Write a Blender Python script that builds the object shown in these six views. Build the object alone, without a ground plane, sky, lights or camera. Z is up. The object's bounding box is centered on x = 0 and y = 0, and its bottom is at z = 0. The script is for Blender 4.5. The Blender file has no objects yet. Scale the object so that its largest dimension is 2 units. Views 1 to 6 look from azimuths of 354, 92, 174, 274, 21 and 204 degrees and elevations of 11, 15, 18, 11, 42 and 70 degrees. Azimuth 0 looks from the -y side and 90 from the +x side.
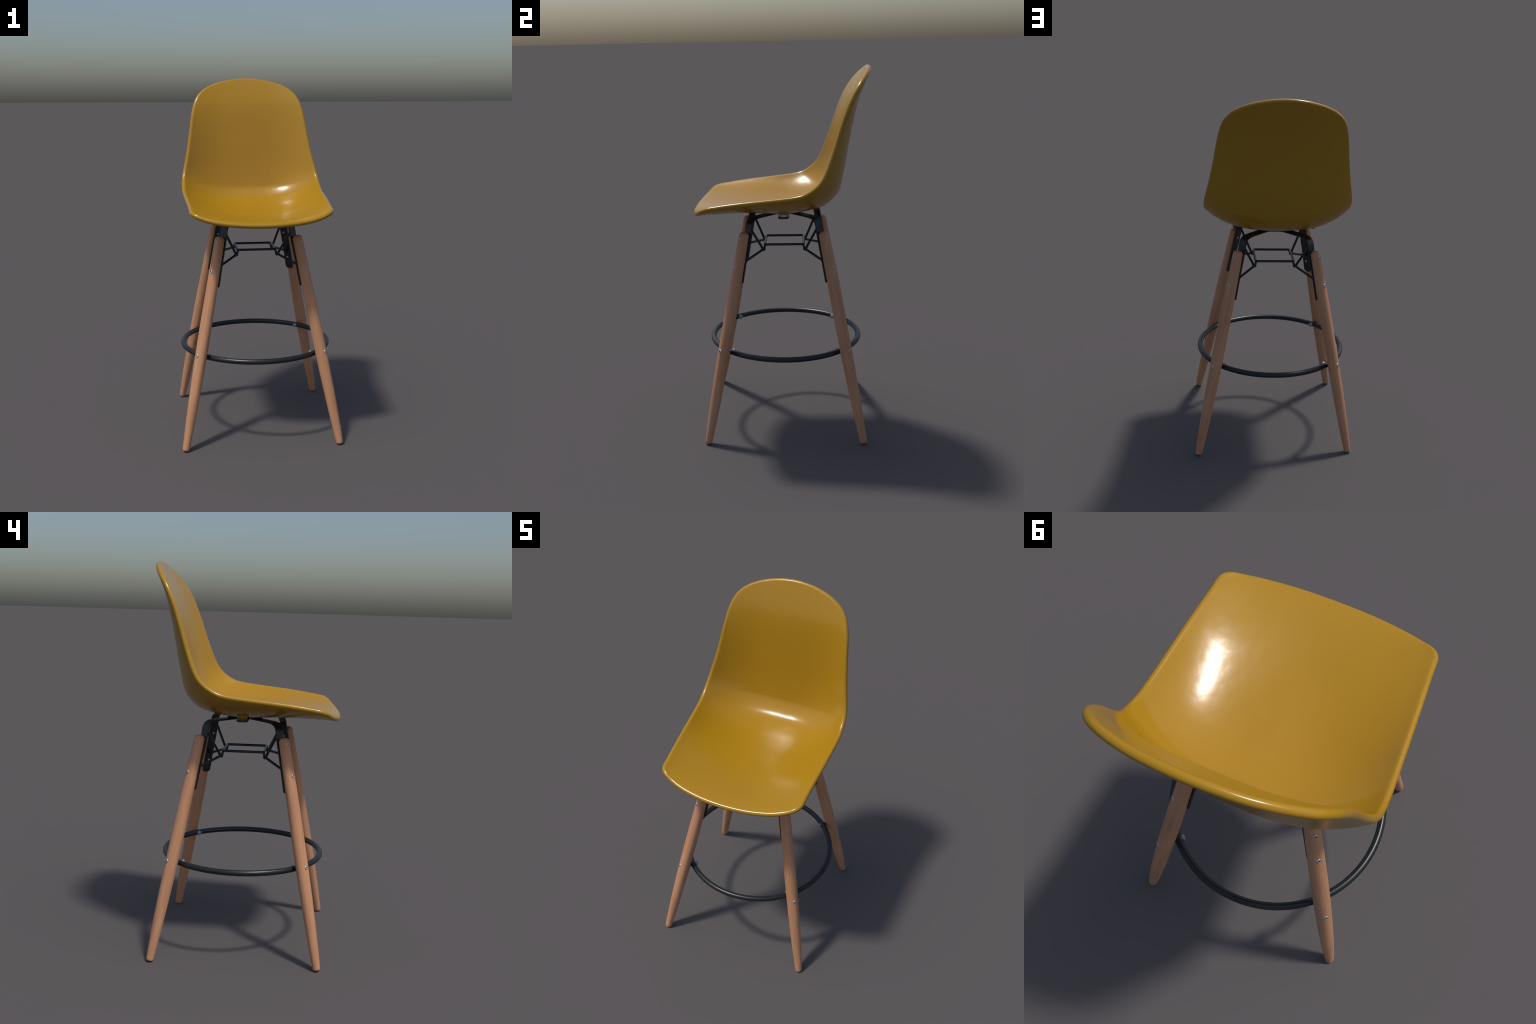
"""Counter-height bar stool: moulded mustard shell on four splayed wooden legs,
black steel brackets, a wire brace and a round tubular footrest."""
import bpy, bmesh, math
import numpy as np
from mathutils import Vector, Matrix

CX, CY = 0.0015, 0.014          # centre of the leg frame


# --------------------------------------------------------------- materials
def new_mat(name):
    m = bpy.data.materials.new(name)
    m.use_nodes = True
    nt = m.node_tree
    return m, nt, nt.nodes["Principled BSDF"]


def node(nt, kind, **inp):
    n = nt.nodes.new(kind)
    for k, v in inp.items():
        n.inputs[k.replace("_", " ")].default_value = v
    return n


def ramp(nt, src, stops):
    r = nt.nodes.new("ShaderNodeValToRGB")
    els = r.color_ramp.elements
    while len(els) < len(stops):
        els.new(0.5)
    for e, (p, c) in zip(els, stops):
        e.position = p
        e.color = (*c, 1)
    nt.links.new(src, r.inputs["Fac"])
    return r.outputs["Color"]


def mat_shell():
    m, nt, b = new_mat("mustard_plastic")
    tc = nt.nodes.new("ShaderNodeTexCoord")
    n = node(nt, "ShaderNodeTexNoise", Scale=2.2, Detail=3.0, Roughness=0.5)
    nt.links.new(tc.outputs["Object"], n.inputs["Vector"])
    col = ramp(nt, n.outputs["Fac"], [(0.3, (0.385, 0.207, 0.0080)), (0.7, (0.415, 0.223, 0.0095))])
    nt.links.new(col, b.inputs["Base Color"])
    b.inputs["Roughness"].default_value = 0.22
    b.inputs["IOR"].default_value = 1.5
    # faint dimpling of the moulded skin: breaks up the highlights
    v = node(nt, "ShaderNodeTexVoronoi", Scale=24.0)
    nt.links.new(tc.outputs["Object"], v.inputs["Vector"])
    f = node(nt, "ShaderNodeTexNoise", Scale=14.0, Detail=2.0)
    nt.links.new(tc.outputs["Object"], f.inputs["Vector"])
    mx = nt.nodes.new("ShaderNodeMath"); mx.operation = "MULTIPLY_ADD"
    mx.inputs[1].default_value = 0.5
    nt.links.new(v.outputs["Distance"], mx.inputs[0])
    nt.links.new(f.outputs["Fac"], mx.inputs[2])
    bp = node(nt, "ShaderNodeBump", Strength=0.16, Distance=0.0035)
    nt.links.new(mx.outputs[0], bp.inputs["Height"])
    nt.links.new(bp.outputs["Normal"], b.inputs["Normal"])
    return m


def mat_wood():
    m, nt, b = new_mat("beech_wood")
    tc = nt.nodes.new("ShaderNodeTexCoord")
    info = nt.nodes.new("ShaderNodeObjectInfo")
    sh = nt.nodes.new("ShaderNodeVectorMath"); sh.operation = "MULTIPLY_ADD"
    nt.links.new(info.outputs["Random"], sh.inputs[0])
    sh.inputs[1].default_value = (7.0, 5.0, 3.0)
    nt.links.new(tc.outputs["Object"], sh.inputs[2])
    mp = node(nt, "ShaderNodeMapping", Scale=(1.0, 1.0, 0.035))
    nt.links.new(sh.outputs[0], mp.inputs["Vector"])
    n = node(nt, "ShaderNodeTexNoise", Scale=120.0, Detail=5.0, Roughness=0.6, Distortion=0.4)
    nt.links.new(mp.outputs[0], n.inputs["Vector"])
    mp2 = node(nt, "ShaderNodeMapping", Scale=(1.0, 1.0, 0.12))
    nt.links.new(sh.outputs[0], mp2.inputs["Vector"])
    n2 = node(nt, "ShaderNodeTexNoise", Scale=26.0, Detail=3.0, Roughness=0.55)
    nt.links.new(mp2.outputs[0], n2.inputs["Vector"])
    c1 = ramp(nt, n.outputs["Fac"], [(0.32, (0.575, 0.288, 0.152)), (0.62, (0.675, 0.342, 0.184))])
    c2 = ramp(nt, n2.outputs["Fac"], [(0.3, (0.84, 0.80, 0.77)), (0.7, (1.0, 1.0, 1.0))])
    mix = nt.nodes.new("ShaderNodeMix"); mix.data_type = "RGBA"; mix.blend_type = "MULTIPLY"
    mix.inputs["Factor"].default_value = 1.0
    nt.links.new(c1, mix.inputs["A"]); nt.links.new(c2, mix.inputs["B"])
    nt.links.new(mix.outputs["Result"], b.inputs["Base Color"])
    b.inputs["Roughness"].default_value = 0.55
    bp = node(nt, "ShaderNodeBump", Strength=0.15, Distance=0.0006)
    nt.links.new(n.outputs["Fac"], bp.inputs["Height"])
    nt.links.new(bp.outputs["Normal"], b.inputs["Normal"])
    return m


def mat_black():
    m, nt, b = new_mat("black_enamel")
    tc = nt.nodes.new("ShaderNodeTexCoord")
    n = node(nt, "ShaderNodeTexNoise", Scale=30.0, Detail=3.0)
    nt.links.new(tc.outputs["Object"], n.inputs["Vector"])
    col = ramp(nt, n.outputs["Fac"], [(0.3, (0.0105, 0.0125, 0.0145)), (0.7, (0.0145, 0.017, 0.019))])
    nt.links.new(col, b.inputs["Base Color"])
    b.inputs["Roughness"].default_value = 0.34
    bp = node(nt, "ShaderNodeBump", Strength=0.12, Distance=0.0015)
    nt.links.new(n.outputs["Fac"], bp.inputs["Height"])
    nt.links.new(bp.outputs["Normal"], b.inputs["Normal"])
    return m


def mat_plain(name, col, rough, metal):
    m, nt, b = new_mat(name)
    tc = nt.nodes.new("ShaderNodeTexCoord")
    n = node(nt, "ShaderNodeTexNoise", Scale=160.0, Detail=2.0)
    nt.links.new(tc.outputs["Object"], n.inputs["Vector"])
    c = ramp(nt, n.outputs["Fac"], [(0.3, tuple(x * 0.88 for x in col)), (0.7, col)])
    nt.links.new(c, b.inputs["Base Color"])
    b.inputs["Roughness"].default_value = rough
    b.inputs["Metallic"].default_value = metal
    return m


SHELL, WOOD, BLACK = mat_shell(), mat_wood(), mat_black()
STEEL = mat_plain("zinc_steel", (0.60, 0.575, 0.65), 0.36, 0.75)
AMBER = mat_plain("dark_brown_yellow", (0.22, 0.125, 0.02), 0.4, 0.0)  # dark brown-yellow, deeper than the shell colour, on the left (-x) mount
DULL = mat_plain("dull_zinc", (0.40, 0.37, 0.42), 0.4, 0.6)
SOCKET = mat_plain("dark_socket", (0.03, 0.03, 0.035), 0.6, 0.3)


# --------------------------------------------------------------- helpers
def link(name, mesh, parent, mat=None, smooth=True, angle=None):
    o = bpy.data.objects.new(name, mesh)
    bpy.context.scene.collection.objects.link(o)
    o.parent = parent
    if mat is not None and not mesh.materials:
        mesh.materials.append(mat)
    if smooth:
        for p in mesh.polygons:
            p.use_smooth = True
        if angle:
            mesh.set_sharp_from_angle(angle=math.radians(angle))
    return o


def mesh_from(name, verts, faces):
    me = bpy.data.meshes.new(name)
    me.from_pydata([tuple(map(float, v)) for v in verts], [], faces)
    me.update()
    bm = bmesh.new(); bm.from_mesh(me)
    bmesh.ops.recalc_face_normals(bm, faces=bm.faces)
    bm.to_mesh(me); bm.free()
    return me


def catmull(P, m):
    """Smooth curve through control points, m samples to a span."""
    P = np.asarray(P, float)
    Q = np.vstack([2 * P[0] - P[1], P, 2 * P[-1] - P[-2]])
    out = []
    for i in range(1, len(Q) - 2):
        a, b, c, d = Q[i - 1:i + 3]
        # centripetal knots keep the curve from overshooting
        k = [0]
        for p, q in ((a, b), (b, c), (c, d)):
            k.append(k[-1] + max(np.linalg.norm(q - p), 1e-9) ** 0.5)
        t = np.linspace(k[1], k[2], m, endpoint=False)[:, None]
        A1 = (k[1] - t) / (k[1] - k[0]) * a + (t - k[0]) / (k[1] - k[0]) * b
        A2 = (k[2] - t) / (k[2] - k[1]) * b + (t - k[1]) / (k[2] - k[1]) * c
        A3 = (k[3] - t) / (k[3] - k[2]) * c + (t - k[2]) / (k[3] - k[2]) * d
        B1 = (k[2] - t) / (k[2] - k[0]) * A1 + (t - k[0]) / (k[2] - k[0]) * A2
        B2 = (k[3] - t) / (k[3] - k[1]) * A2 + (t - k[1]) / (k[3] - k[1]) * A3
        out.append((k[2] - t) / (k[2] - k[1]) * B1 + (t - k[1]) / (k[2] - k[1]) * B2)
    out.append(P[-1:])
    return np.concatenate(out)


def resample(P, n):
    d = np.r_[0, np.cumsum(np.linalg.norm(np.diff(P, axis=0), axis=1))]
    t = np.linspace(0, d[-1], n)
    return np.stack([np.interp(t, d, P[:, k]) for k in range(P.shape[1])], -1)


def smooth_polyline(P, it):
    P = P.copy()
    for _ in range(it):
        P[1:-1] = 0.5 * P[1:-1] + 0.25 * (P[:-2] + P[2:])
    return P


def lathe(name, prof, seg=40):
    """Turn (radius, height) pairs about z; ends on the axis are closed."""
    V, F, rings = [], [], []
    for r, z in prof:
        if r < 1e-7:
            rings.append([len(V)]); V.append((0, 0, z))
        else:
            rings.append(list(range(len(V), len(V) + seg)))
            V += [(r * math.cos(2 * math.pi * i / seg), r * math.sin(2 * math.pi * i / seg), z) for i in range(seg)]
    for a, b in zip(rings[:-1], rings[1:]):
        for i in range(seg):
            j = (i + 1) % seg
            if len(a) == 1:
                F.append((a[0], b[i], b[j]))
            elif len(b) == 1:
                F.append((a[i], a[j], b[0]))
            else:
                F.append((a[i], a[j], b[j], b[i]))
    return mesh_from(name, V, F)


def rod(P, r, seg=14, closed=False):
    """Verts and faces of a round rod along a polyline."""
    P = np.asarray(P, float); n = len(P)
    V, F = [], []
    if closed:
        T = np.roll(P, -1, 0) - np.roll(P, 1, 0)
    else:
        T = np.gradient(P, axis=0)
    T /= np.linalg.norm(T, axis=1)[:, None]
    ref = np.array([0, 0, 1.0]) if abs(T[0, 2]) < 0.9 else np.array([1.0, 0, 0])
    nrm = np.cross(T[0], ref); nrm /= np.linalg.norm(nrm)
    for i in range(n):
        nrm = nrm - T[i] * (nrm @ T[i]); nrm /= np.linalg.norm(nrm)
        bi = np.cross(T[i], nrm)
        for k in range(seg):
            a = 2 * math.pi * k / seg
            V.append(P[i] + r * (math.cos(a) * nrm + math.sin(a) * bi))
    for i in range(n if closed else n - 1):
        for k in range(seg):
            j, l = (i + 1) % n, (k + 1) % seg
            F.append((i * seg + k, i * seg + l, j * seg + l, j * seg + k))
    if not closed:
        F.append(tuple(range(seg))); F.append(tuple(range((n - 1) * seg, n * seg)))
    return V, F


def merge(parts):
    V, F = [], []
    for v, f in parts:
        o = len(V)
        V += list(v); F += [tuple(i + o for i in q) for q in f]
    return V, F


# --------------------------------------------------------------- the stool
stool = bpy.data.objects.new("bar_stool", None)
bpy.context.scene.collection.objects.link(stool)
stool["label"] = "mustard moulded shell bar stool on splayed wooden legs with round footrest"
stool["category"] = "bar stool"

# ---- seat shell ----------------------------------------------------------
# stations along the shell: centre line (y, z), side edge (x, y, z), bowl power
STATIONS = np.array([
    (-0.480, 1.2310, 0.3550, -0.470, 1.2850, 1.95),
    (-0.400, 1.2355, 0.3635, -0.385, 1.2920, 1.95),
    (-0.250, 1.2371, 0.3740, -0.240, 1.3140, 1.87),
    (-0.080, 1.2370, 0.3820, -0.090, 1.3295, 2.38),
    (0.060, 1.2408, 0.3880, 0.020, 1.3430, 2.76),
    (0.165, 1.2541, 0.3915, 0.100, 1.3550, 2.60),
    (0.2497, 1.2835, 0.3920, 0.150, 1.3755, 2.55),
    (0.299, 1.3346, 0.3915, 0.184, 1.3990, 2.57),
    (0.3179, 1.3853, 0.3890, 0.212, 1.4280, 2.7),
    (0.3322, 1.4520, 0.3810, 0.237, 1.4740, 2.9),
    (0.3455, 1.5350, 0.3610, 0.271, 1.5600, 3.0),
    (0.3595, 1.6170, 0.3470, 0.298, 1.6400, 2.95),
    (0.378, 1.7120, 0.3325, 0.331, 1.7410, 2.9),
    (0.4035, 1.8170, 0.3170, 0.366, 1.8300, 2.6),
    (0.4285, 1.8850, 0.3050, 0.392, 1.8950, 2.3),
    (0.457, 1.9580, 0.2920, 0.420, 1.9600, 2.1),
    (0.478, 2.0100, 0.2850, 0.440, 2.0050, 2.0)])
# middle of the rolled rim, right half, from the front centre up to the top centre
RIM = np.array([
    (0, -0.4692, 1.2345), (0.125, -0.4638, 1.2388), (0.240, -0.4455, 1.2510), (0.312, -0.4230, 1.2685),
    (0.3475, -0.4060, 1.2835), (0.3650, -0.3840, 1.2925), (0.3685, -0.325, 1.3030), (0.3756, -0.209, 1.3190),
    (0.3820, -0.100, 1.3305), (0.3865, -0.009, 1.3400), (0.3910, 0.085, 1.3525), (0.3925, 0.135, 1.3680),
    (0.3890, 0.2125, 1.4270), (0.3610, 0.271, 1.5600),
    (0.3450, 0.302, 1.6550), (0.3314, 0.332, 1.7460), (0.3190, 0.359, 1.8150), (0.2990, 0.388, 1.8730),
    (0.2720, 0.411, 1.9090), (0.2352, 0.4295, 1.9350), (0.1850, 0.447, 1.9570), (0.1282, 0.460, 1.9730),
    (0.065, 0.4672, 1.9840), (0, 0.4700, 1.9880)])
FRONT_CORNER, TOP_CORNER = 4, 18
SKIN = 0.0130                   # half thickness of the shell

NT = 60
DENSE = smooth_polyline(catmull(STATIONS, NT), 250)
TT = np.linspace(0, 1, len(DENSE))


def bowl(s, t):
    """Smooth bowl surface: s across (-1..1 at the side edges), t from front to top."""
    c = np.stack([np.interp(t, TT, DENSE[:, k]) for k in range(6)], -1)
    g = np.abs(s) ** c[..., 5]
    return np.stack([s * c[..., 2], c[..., 0] + (c[..., 3] - c[..., 0]) * g,
                     c[..., 1] + (c[..., 4] - c[..., 1]) * g], -1)


def locate(P):
    """Nearest (s, t) of the bowl for rim points."""
    S, T = np.meshgrid(np.linspace(0, 1.08, 55), np.linspace(0, 1, 161), indexing="ij")
    G = bowl(S, T).reshape(-1, 3)
    out = []
    for p in P:
        i = ((G - p) ** 2).sum(1).argmin()
        st = np.array([S.ravel()[i], T.ravel()[i]])
        for _ in range(12):
            h = 2e-3
            f = bowl(st[0], st[1])
            J = np.stack([(bowl(st[0] + h, st[1]) - bowl(st[0] - h, st[1])) / (2 * h),
                          (bowl(st[0], st[1] + h) - bowl(st[0], st[1] - h)) / (2 * h)], -1)
            st = st + 0.7 * np.linalg.lstsq(J, p - f, rcond=None)[0]
            st[1] = min(max(st[1], 0.0), 1.0); st[0] = max(st[0], 0.0)
        out.append(st)
    return np.array(out)


def build_shell():
    nu, nv = 97, 151            # across, along
    m = 24
    half = np.vstack([RIM[2:0:-1] * [-1, 1, 1], RIM, RIM[-2:-4:-1] * [-1, 1, 1]])
    curve = smooth_polyline(catmull(half, m), 40)[2 * m:-2 * m]
    curve[0, 0] = curve[-1, 0] = 0
    a, b = FRONT_CORNER * m, TOP_CORNER * m
    hf = resample(curve[:a + 1], (nu + 1) // 2)
    sd = resample(curve[a:b + 1], nv)
    ht = resample(curve[b:], (nu + 1) // 2)[::-1]

    def mirror(E):              # right half centre->corner to a full edge left->right
        return np.vstack([(E * [-1, 1, 1])[:0:-1], E])

    def mirror2(E):
        return np.vstack([(E * [-1, 1])[:0:-1], E])
    lf, ls, lt = locate(hf), locate(sd), locate(ht)
    lf[0, 0] = lt[0, 0] = 0
    F2, T2, ls = (smooth_polyline(q, 6) for q in (mirror2(lf), mirror2(lt), ls))
    ls[0], ls[-1] = F2[-1], T2[-1]
    R2, L2 = ls, ls * [-1, 1]
    F3, T3, R3, L3 = mirror(hf), mirror(ht), sd, sd * [-1, 1, 1]

    def coons(Fe, Te, Le, Re):
        u = np.linspace(0, 1, nu)[:, None, None]; v = np.linspace(0, 1, nv)[None, :, None]
        return ((1 - v) * Fe[:, None] + v * Te[:, None] + (1 - u) * Le[None] + u * Re[None]
                - ((1 - u) * (1 - v) * Fe[0] + u * (1 - v) * Fe[-1] + (1 - u) * v * Te[0] + u * v * Te[-1]))
    st = coons(F2, T2, L2, R2)
    P = bowl(st[..., 0], st[..., 1])
    # pull the trimmed bowl exactly onto the rim, fading inward
    D = [F3 - P[:, 0], T3 - P[:, -1], L3 - P[0], R3 - P[-1]]
    P = P + coons(*D)
    return P


def shell_mesh(P):
    nu, nv, _ = P.shape
    # normals of the middle surface
    du = np.gradient(P, axis=0); dv = np.gradient(P, axis=1)
    N = np.cross(du, dv)
    N /= np.linalg.norm(N, axis=-1)[..., None]
    # the four grid corners sit on a smooth rim: borrow the inner neighbour's normal
    for i in (0, -1):
        for j in (0, -1):
            N[i, j] = N[1 if i == 0 else -2, 1 if j == 0 else -2]
    idx = lambda i, j: i * nv + j
    # the moulding is a little thicker away from its rim: below the pan, and before the back
    z = P[..., 2]
    ease = lambda a, b, q: (lambda t: t * t * (3 - 2 * t))(np.clip((q - a) / (b - a), 0, 1))
    across = 1 - np.abs(np.linspace(-1, 1, nu))[:, None] ** 4
    along = ease(0, 0.12, np.linspace(0, 1, nv)) * ease(1, 0.85, np.linspace(0, 1, nv))
    body = across * along[None]
    back = ease(1.32, 1.46, z)
    top = (P + N * (SKIN + 0.0030 * body * back)[..., None]).reshape(-1, 3)
    bot = (P - N * (SKIN + 0.0045 * body * (1 - back))[..., None]).reshape(-1, 3)
    V = [*top, *bot]; n = nu * nv
    F = []
    for i in range(nu - 1):
        for j in range(nv - 1):
            F.append((idx(i, j), idx(i + 1, j), idx(i + 1, j + 1), idx(i, j + 1)))
            F.append(tuple(n + q for q in (idx(i, j), idx(i, j + 1), idx(i + 1, j + 1), idx(i + 1, j))))
    loop = ([(i, 0) for i in range(nu - 1)] + [(nu - 1, j) for j in range(nv - 1)]
            + [(i, nv - 1) for i in range(nu - 1, 0, -1)] + [(0, j) for j in range(nv - 1, 0, -1)])
    R = np.array([P[q] for q in loop]); RN = np.array([N[q] for q in loop])
    T = np.roll(R, -1, 0) - np.roll(R, 1, 0)
    T /= np.linalg.norm(T, axis=1)[:, None]
    O = np.cross(T, RN); O /= np.linalg.norm(O, axis=1)[:, None]
    K = 10
    rows = [[idx(*q) for q in loop]]
    for k in range(1, K):
        a = math.pi * k / K
        rows.append(list(range(len(V), len(V) + len(loop))))
        V += list(R + SKIN * (math.cos(a) * RN + math.sin(a) * O))
    rows.append([n + idx(*q) for q in loop])
    L = len(loop)
    for r0, r1 in zip(rows[:-1], rows[1:]):
        for i in range(L):
            F.append((r0[i], r0[(i + 1) % L], r1[(i + 1) % L], r1[i]))
    return mesh_from("seat_shell", V, F)


SURF = build_shell()
seat = link("seat_shell", shell_mesh(SURF), stool, SHELL)


def underside(x, y):
    """Height of the shell's underside above (x, y) on the seat."""
    d = ((SURF[..., 0] - x) ** 2 + (SURF[..., 1] - y) ** 2) + (SURF[..., 2] > 1.36) * 9
    return SURF.reshape(-1, 3)[d.argmin(), 2] - SKIN - 0.004


# ---- legs ------------------------------------------------------------------
H_TOP, H_FOOT, Z_TOP = 0.2105, 0.4245, 1.141    # half side of the leg square
LEG_R = [(0.000, 0.0190), (0.100, 0.0246), (0.250, 0.0290), (0.420, 0.0318), (0.570, 0.0330),
         (0.730, 0.0325), (0.890, 0.0306), (1.045, 0.0284), (1.200, 0.0262)]
SLOPE = (H_FOOT - H_TOP) / Z_TOP
LEAN = math.atan(SLOPE * math.sqrt(2))
LEG_LEN = Z_TOP / math.cos(LEAN)


def leg_h(z):
    return H_FOOT - SLOPE * z


def leg_r(z):
    t = [a for a, _ in LEG_R]; r = [b for _, b in LEG_R]
    return float(np.interp(z, t, r))


def leg_profile():
    sm = smooth_polyline(resample(np.array(LEG_R), 80), 60)
    rad = lambda l: float(np.interp(l * math.cos(LEAN), sm[:, 0], sm[:, 1]))
    prof = []
    f = 0.010
    for k in range(7):                                    # softened foot
        a = math.pi / 2 * k / 6
        prof.append((rad(0) - f + f * math.sin(a), f - f * math.cos(a)))
    prof.insert(0, (0.0, 0.0))
    prof += [(rad(l), l) for l in np.linspace(0.02, LEG_LEN - 0.026, 60)]
    e = 0.021                                             # domed top end
    rt = rad(LEG_LEN - 0.024)
    for k in range(1, 10):
        a = math.pi / 2 * k / 9
        prof.append((rt - e + e * math.cos(a), LEG_LEN - 0.024 + 0.0205 * math.sin(a)))
    prof.append((0.0, LEG_LEN - 0.0025))
    return prof


leg_mesh = lathe("leg", leg_profile(), 48)
# cap-head screw: domed rim round a dark hexagon socket
screw_mesh = lathe("screw", [(0.0, 0.0010), (0.0034, 0.0010), (0.0042, 0.0038), (0.0066, 0.0044),
                             (0.0090, 0.0034), (0.0102, 0.0008), (0.0102, -0.006), (0, -0.006)], 20)
screw_mesh.materials.append(STEEL); screw_mesh.materials.append(SOCKET)
for p in screw_mesh.polygons:
    c = p.center
    if math.hypot(c.x, c.y) < 0.0040 and c.z > 0:
        p.material_index = 1
nut_mesh = lathe("bolt", [(0.0, 0.0062), (0.0035, 0.0058), (0.0058, 0.0042), (0.0070, 0.0015), (0.0072, -0.004), (0, -0.004)], 20)
nut_mesh.materials.append(STEEL)
ringbolt_mesh = lathe("bolt", [(0.0, 0.0100), (0.0095, 0.0100), (0.0117, 0.0086), (0.0122, 0.0062), (0.0122, -0.006), (0, -0.006)], 24)
ringbolt_mesh.materials.append(DULL)

RING_R, RING_T, RING_Z = 0.4168, 0.0150, 0.488


def frame(out, up):
    """Rotation whose z runs along out."""
    z = Vector(out).normalized()
    x = Vector(up).cross(z).normalized()
    return Matrix((x, z.cross(x), z)).transposed().to_4x4()


# strip of flat bar: lower end on the leg's inner face, bent over towards the hub
BAR_W, BAR_T = 0.050, 0.0080
BAR_PATH = [(0.2410, 0.8640), (0.2205, 0.9820), (0.1990, 1.0980), (0.1905, 1.1500), (0.1875, 1.1740),
            (0.1825, 1.1900), (0.1725, 1.2020), (0.1550, 1.2080), (0.1000, 1.2110), (0.0450, 1.2122)]   # (half side, z)


def bracket_mesh():
    """In a frame whose x is the outward diagonal, y the strip's width."""
    P = np.array([(h * math.sqrt(2), z) for h, z in BAR_PATH])
    P = smooth_polyline(resample(catmull(P, 16), 110), 6)
    T = np.gradient(P, axis=0); T /= np.linalg.norm(T, axis=1)[:, None]
    Nn = np.stack([T[:, 1], -T[:, 0]], -1)
    d = np.r_[0, np.cumsum(np.linalg.norm(np.diff(P, axis=0), axis=1))]
    V, F, e = [], [], 0.0012
    for p, n, l in zip(P, Nn, d):
        rc = 0.012                                       # rounded lower corners
        w = BAR_W / 2 if l > rc else BAR_W / 2 - rc + math.sqrt(max(rc * rc - (rc - l) ** 2, 0))
        t = BAR_T / 2
        for a, b in ((-w, -t + e), (-w + e, -t), (w - e, -t), (w, -t + e), (w, t - e), (w - e, t), (-w + e, t), (-w, t - e)):
            q = p + n * b
            V.append((q[0], a, q[1]))
    for i in range(len(P) - 1):
        for k in range(8):
            l = (k + 1) % 8
            F.append((i * 8 + k, i * 8 + l, i * 8 + 8 + l, i * 8 + 8 + k))
    F.append(tuple(range(8))); F.append(tuple(range(len(P) * 8 - 8, len(P) * 8)))
    return mesh_from("bracket", V, F)


bracket = bracket_mesh()


def bar_h(z):
    zz = [b for _, b in BAR_PATH[:4]]; hh = [a for a, _ in BAR_PATH[:4]]
    return float(np.interp(z, zz, hh))


for sx, sy in ((-1, -1), (1, -1), (1, 1), (-1, 1)):
    diag = Vector((sx, sy, 0)).normalized()
    axis = Vector((-sx * SLOPE, -sy * SLOPE, 1)).normalized()
    side = Vector((0, 0, 1)).cross(diag)
    foot = Vector((CX + sx * H_FOOT, CY + sy * H_FOOT, 0.0))
    M = frame(axis, side)
    low = min((M @ v.co).z for v in leg_mesh.vertices)
    leg = link("leg", leg_mesh, stool, WOOD)
    leg.matrix_world = Matrix.Translation(foot + Vector((0, 0, -low))) @ M
    inv = leg.matrix_world.inverted()
    outn = (diag - axis * diag.dot(axis)).normalized()
    for z in (1.106, 0.950, 0.5045):
        c = Vector((CX + sx * leg_h(z), CY + sy * leg_h(z), z)) + outn * (leg_r(z) - 0.0012)
        s = link("screw", screw_mesh, leg)
        s.matrix_parent_inverse = inv
        s.matrix_world = Matrix.Translation(c) @ frame(outn, axis)
    b = link("bracket", bracket, stool, BLACK, angle=40)
    b.matrix_world = Matrix.Translation((CX, CY, 0)) @ Matrix((diag, side, Vector((0, 0, 1)))).transposed().to_4x4()
    binv = b.matrix_world.inverted()
    for z in (1.091, 0.935):
        h = bar_h(z)
        c = Vector((CX + sx * h, CY + sy * h, z)) - outn * (BAR_T / 2)
        n = link("bolt", nut_mesh, b)
        n.matrix_parent_inverse = binv
        n.matrix_world = Matrix.Translation(c) @ frame(-outn, axis)
    # bolt that holds the footrest to the leg
    z = RING_Z
    c = Vector((CX, CY, z)) + diag * (RING_R - RING_T - 0.001)
    rb = link("bolt", ringbolt_mesh, leg)
    rb.matrix_parent_inverse = inv
    rb.matrix_world = Matrix.Translation(c) @ frame(-diag, (0, 0, 1))

# ---- footrest ring -----------------------------------------------------------
A = np.linspace(0, 2 * math.pi, 181)[:-1]
ring = np.stack([CX + RING_R * np.cos(A), CY + RING_R * np.sin(A), 0 * A + RING_Z], -1)
V, F = rod(ring, RING_T, 20, closed=True)
parts = [(V, F)]
for k in range(4):            # short saddles between the tube and each leg
    a = math.pi / 4 + k * math.pi / 2
    d = np.array([math.cos(a), math.sin(a), 0])
    c = np.array([CX, CY, RING_Z])
    parts.append(rod([c + d * RING_R, c + d * (RING_R + 0.024)], 0.009, 14))
link("footrest_ring", mesh_from("footrest_ring", *merge(parts)), stool, BLACK, angle=50)

# ---- wire brace ----------------------------------------------------------------
WIRE = 0.0068
SQ, SQ_Z = 0.1075, 1.0455       # square of wire, half side and height
KNOT, KNOT_Z = 0.1165, 1.0205   # where the struts meet below each corner


def corner_arc(h, r, n=8):
    """Rounded square in plan."""
    pts = []
    for k in range(4):
        c = np.array([h - r, h - r]) * [[1, 1], [-1, 1], [-1, -1], [1, -1]][k]
        for i in range(n + 1):
            a = math.pi / 2 * (k + i / n)
            pts.append(c + r * np.array([math.cos(a), math.sin(a)]))
    return np.array(pts)


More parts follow.
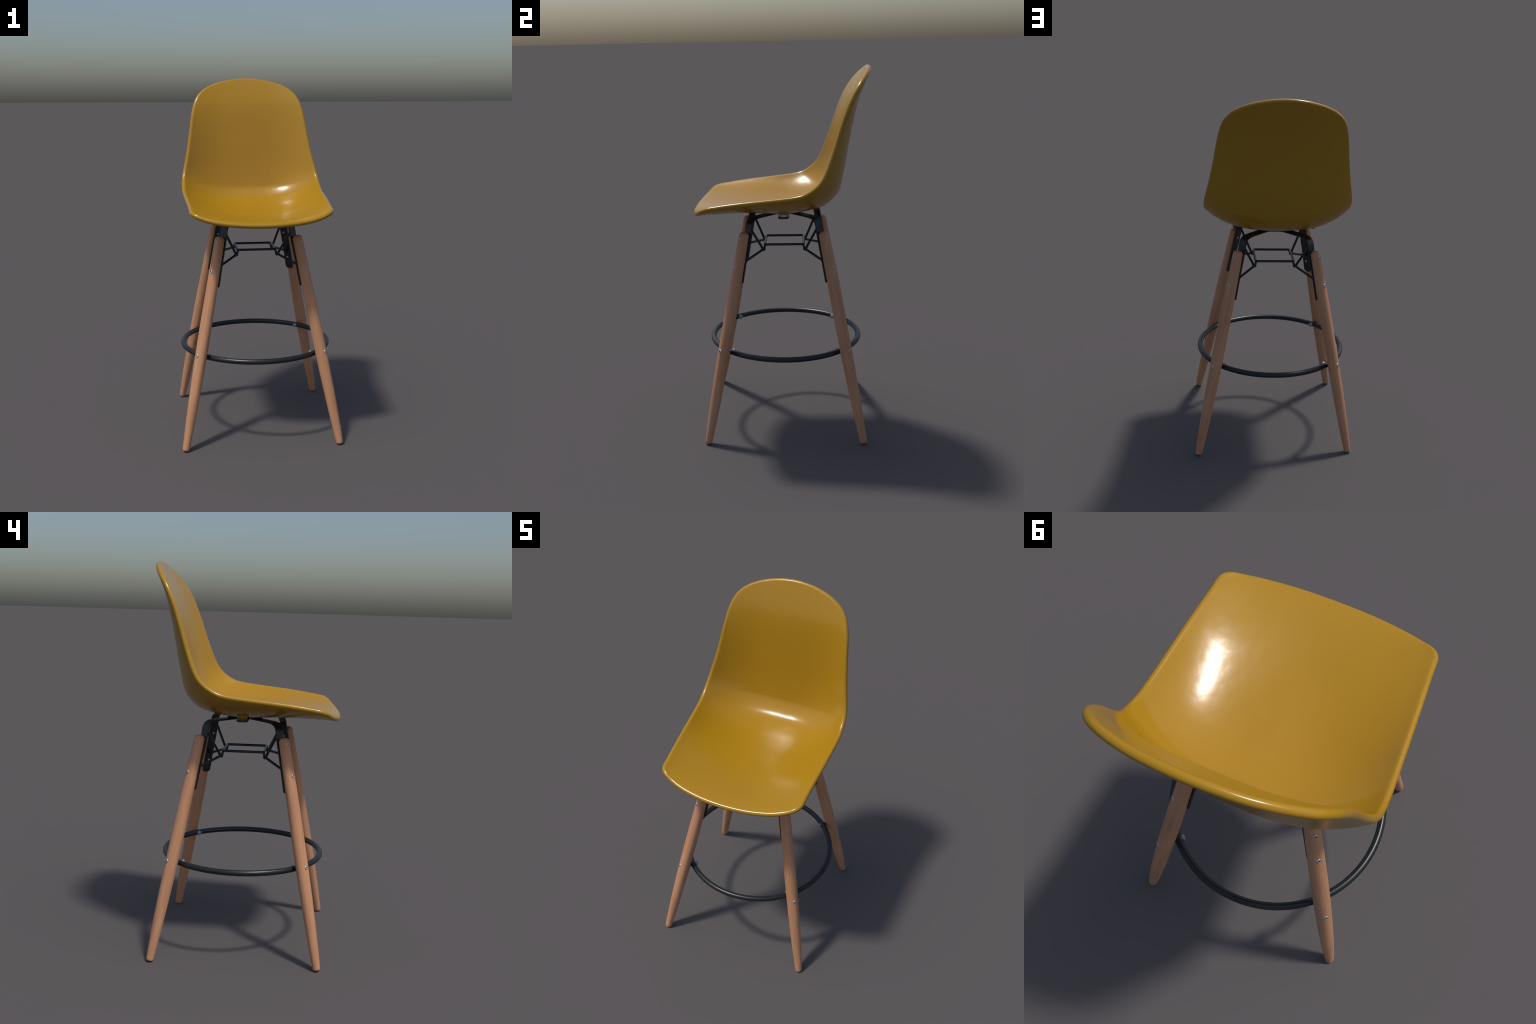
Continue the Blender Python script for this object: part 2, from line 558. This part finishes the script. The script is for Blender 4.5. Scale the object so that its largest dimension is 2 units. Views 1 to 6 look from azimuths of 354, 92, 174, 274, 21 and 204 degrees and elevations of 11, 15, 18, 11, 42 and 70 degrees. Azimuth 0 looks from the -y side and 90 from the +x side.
sq = corner_arc(SQ, 0.010)
sq = np.stack([CX + sq[:, 0], CY + sq[:, 1], 0 * sq[:, 0] + SQ_Z], -1)
parts = [rod(sq, WIRE, 14, closed=True)]
for sx, sy in ((-1, -1), (1, -1), (1, 1), (-1, 1)):
    pt = lambda h, z: np.array([CX + sx * h, CY + sy * h, z])
    parts.append(rod(catmull([pt(SQ - 0.004, SQ_Z), pt(SQ + 0.001, SQ_Z - 0.013), pt(KNOT - 0.005, KNOT_Z - 0.004), pt(KNOT + 0.004, KNOT_Z - 0.002)], 6), WIRE))
    strut = np.array([pt(0.1880, 1.1700), pt(KNOT + 0.003, KNOT_Z + 0.006), pt(KNOT + 0.003, KNOT_Z - 0.002), pt(0.2235, 0.9715)])
    parts.append(rod(smooth_polyline(resample(strut, 60), 3), WIRE))
link("wire_brace", mesh_from("wire_brace", *merge(parts)), stool, BLACK, angle=50)


# ---- hub plate, cross bar and shock mounts under the seat -----------------------
def rounded_slab(name, hx, hy, z0, z1, r, bev=0.002):
    bm = bmesh.new()
    pts = []
    for k in range(4):
        c = [(1, 1), (-1, 1), (-1, -1), (1, -1)][k]
        for i in range(7):
            a = math.pi / 2 * (k + i / 6)
            pts.append((CX + c[0] * (hx - r) + r * math.cos(a), CY + c[1] * (hy - r) + r * math.sin(a)))
    f = bm.faces.new([bm.verts.new((x, y, z0)) for x, y in pts])
    ex = bmesh.ops.extrude_face_region(bm, geom=[f])
    bmesh.ops.translate(bm, vec=(0, 0, z1 - z0), verts=[v for v in ex["geom"] if isinstance(v, bmesh.types.BMVert)])
    bmesh.ops.recalc_face_normals(bm, faces=bm.faces)
    ed = [e for e in bm.edges if abs(e.verts[0].co.z - e.verts[1].co.z) < 1e-6]
    bmesh.ops.bevel(bm, geom=ed, offset=bev, segments=2, affect="EDGES", profile=0.5)
    me = bpy.data.meshes.new(name); bm.to_mesh(me); bm.free()
    return me


link("hub_plate", rounded_slab("hub_plate", 0.075, 0.090, 1.2138, 1.2255, 0.012), stool, BLACK, angle=40)
link("cross_bar", rounded_slab("cross_bar", 0.236, 0.029, 1.2142, 1.2230, 0.022, 0.0025), stool, BLACK, angle=40)
for sx in (-1, 1):
    x = CX + sx * 0.206
    z1 = underside(x, CY) + 0.004
    m = lathe("shock_mount", [(0, 1.2220), (0.0255, 1.2220), (0.0265, 1.2235), (0.0265, z1), (0, z1)], 36)
    o = link("shock_mount", m, stool, STEEL if sx > 0 else AMBER, angle=40)
    o.location = (x, CY, 0)
    z2 = underside(x, CY)
    m = lathe("mount_collar", [(0.0262, z2 - 0.004), (0.0280, z2 - 0.003), (0.0320, z2 + 0.010), (0.0262, z2 + 0.010), (0.0262, z2 - 0.004)], 36)
    o = link("mount_collar", m, stool, SHELL, angle=50)
    o.location = (x, CY, 0)
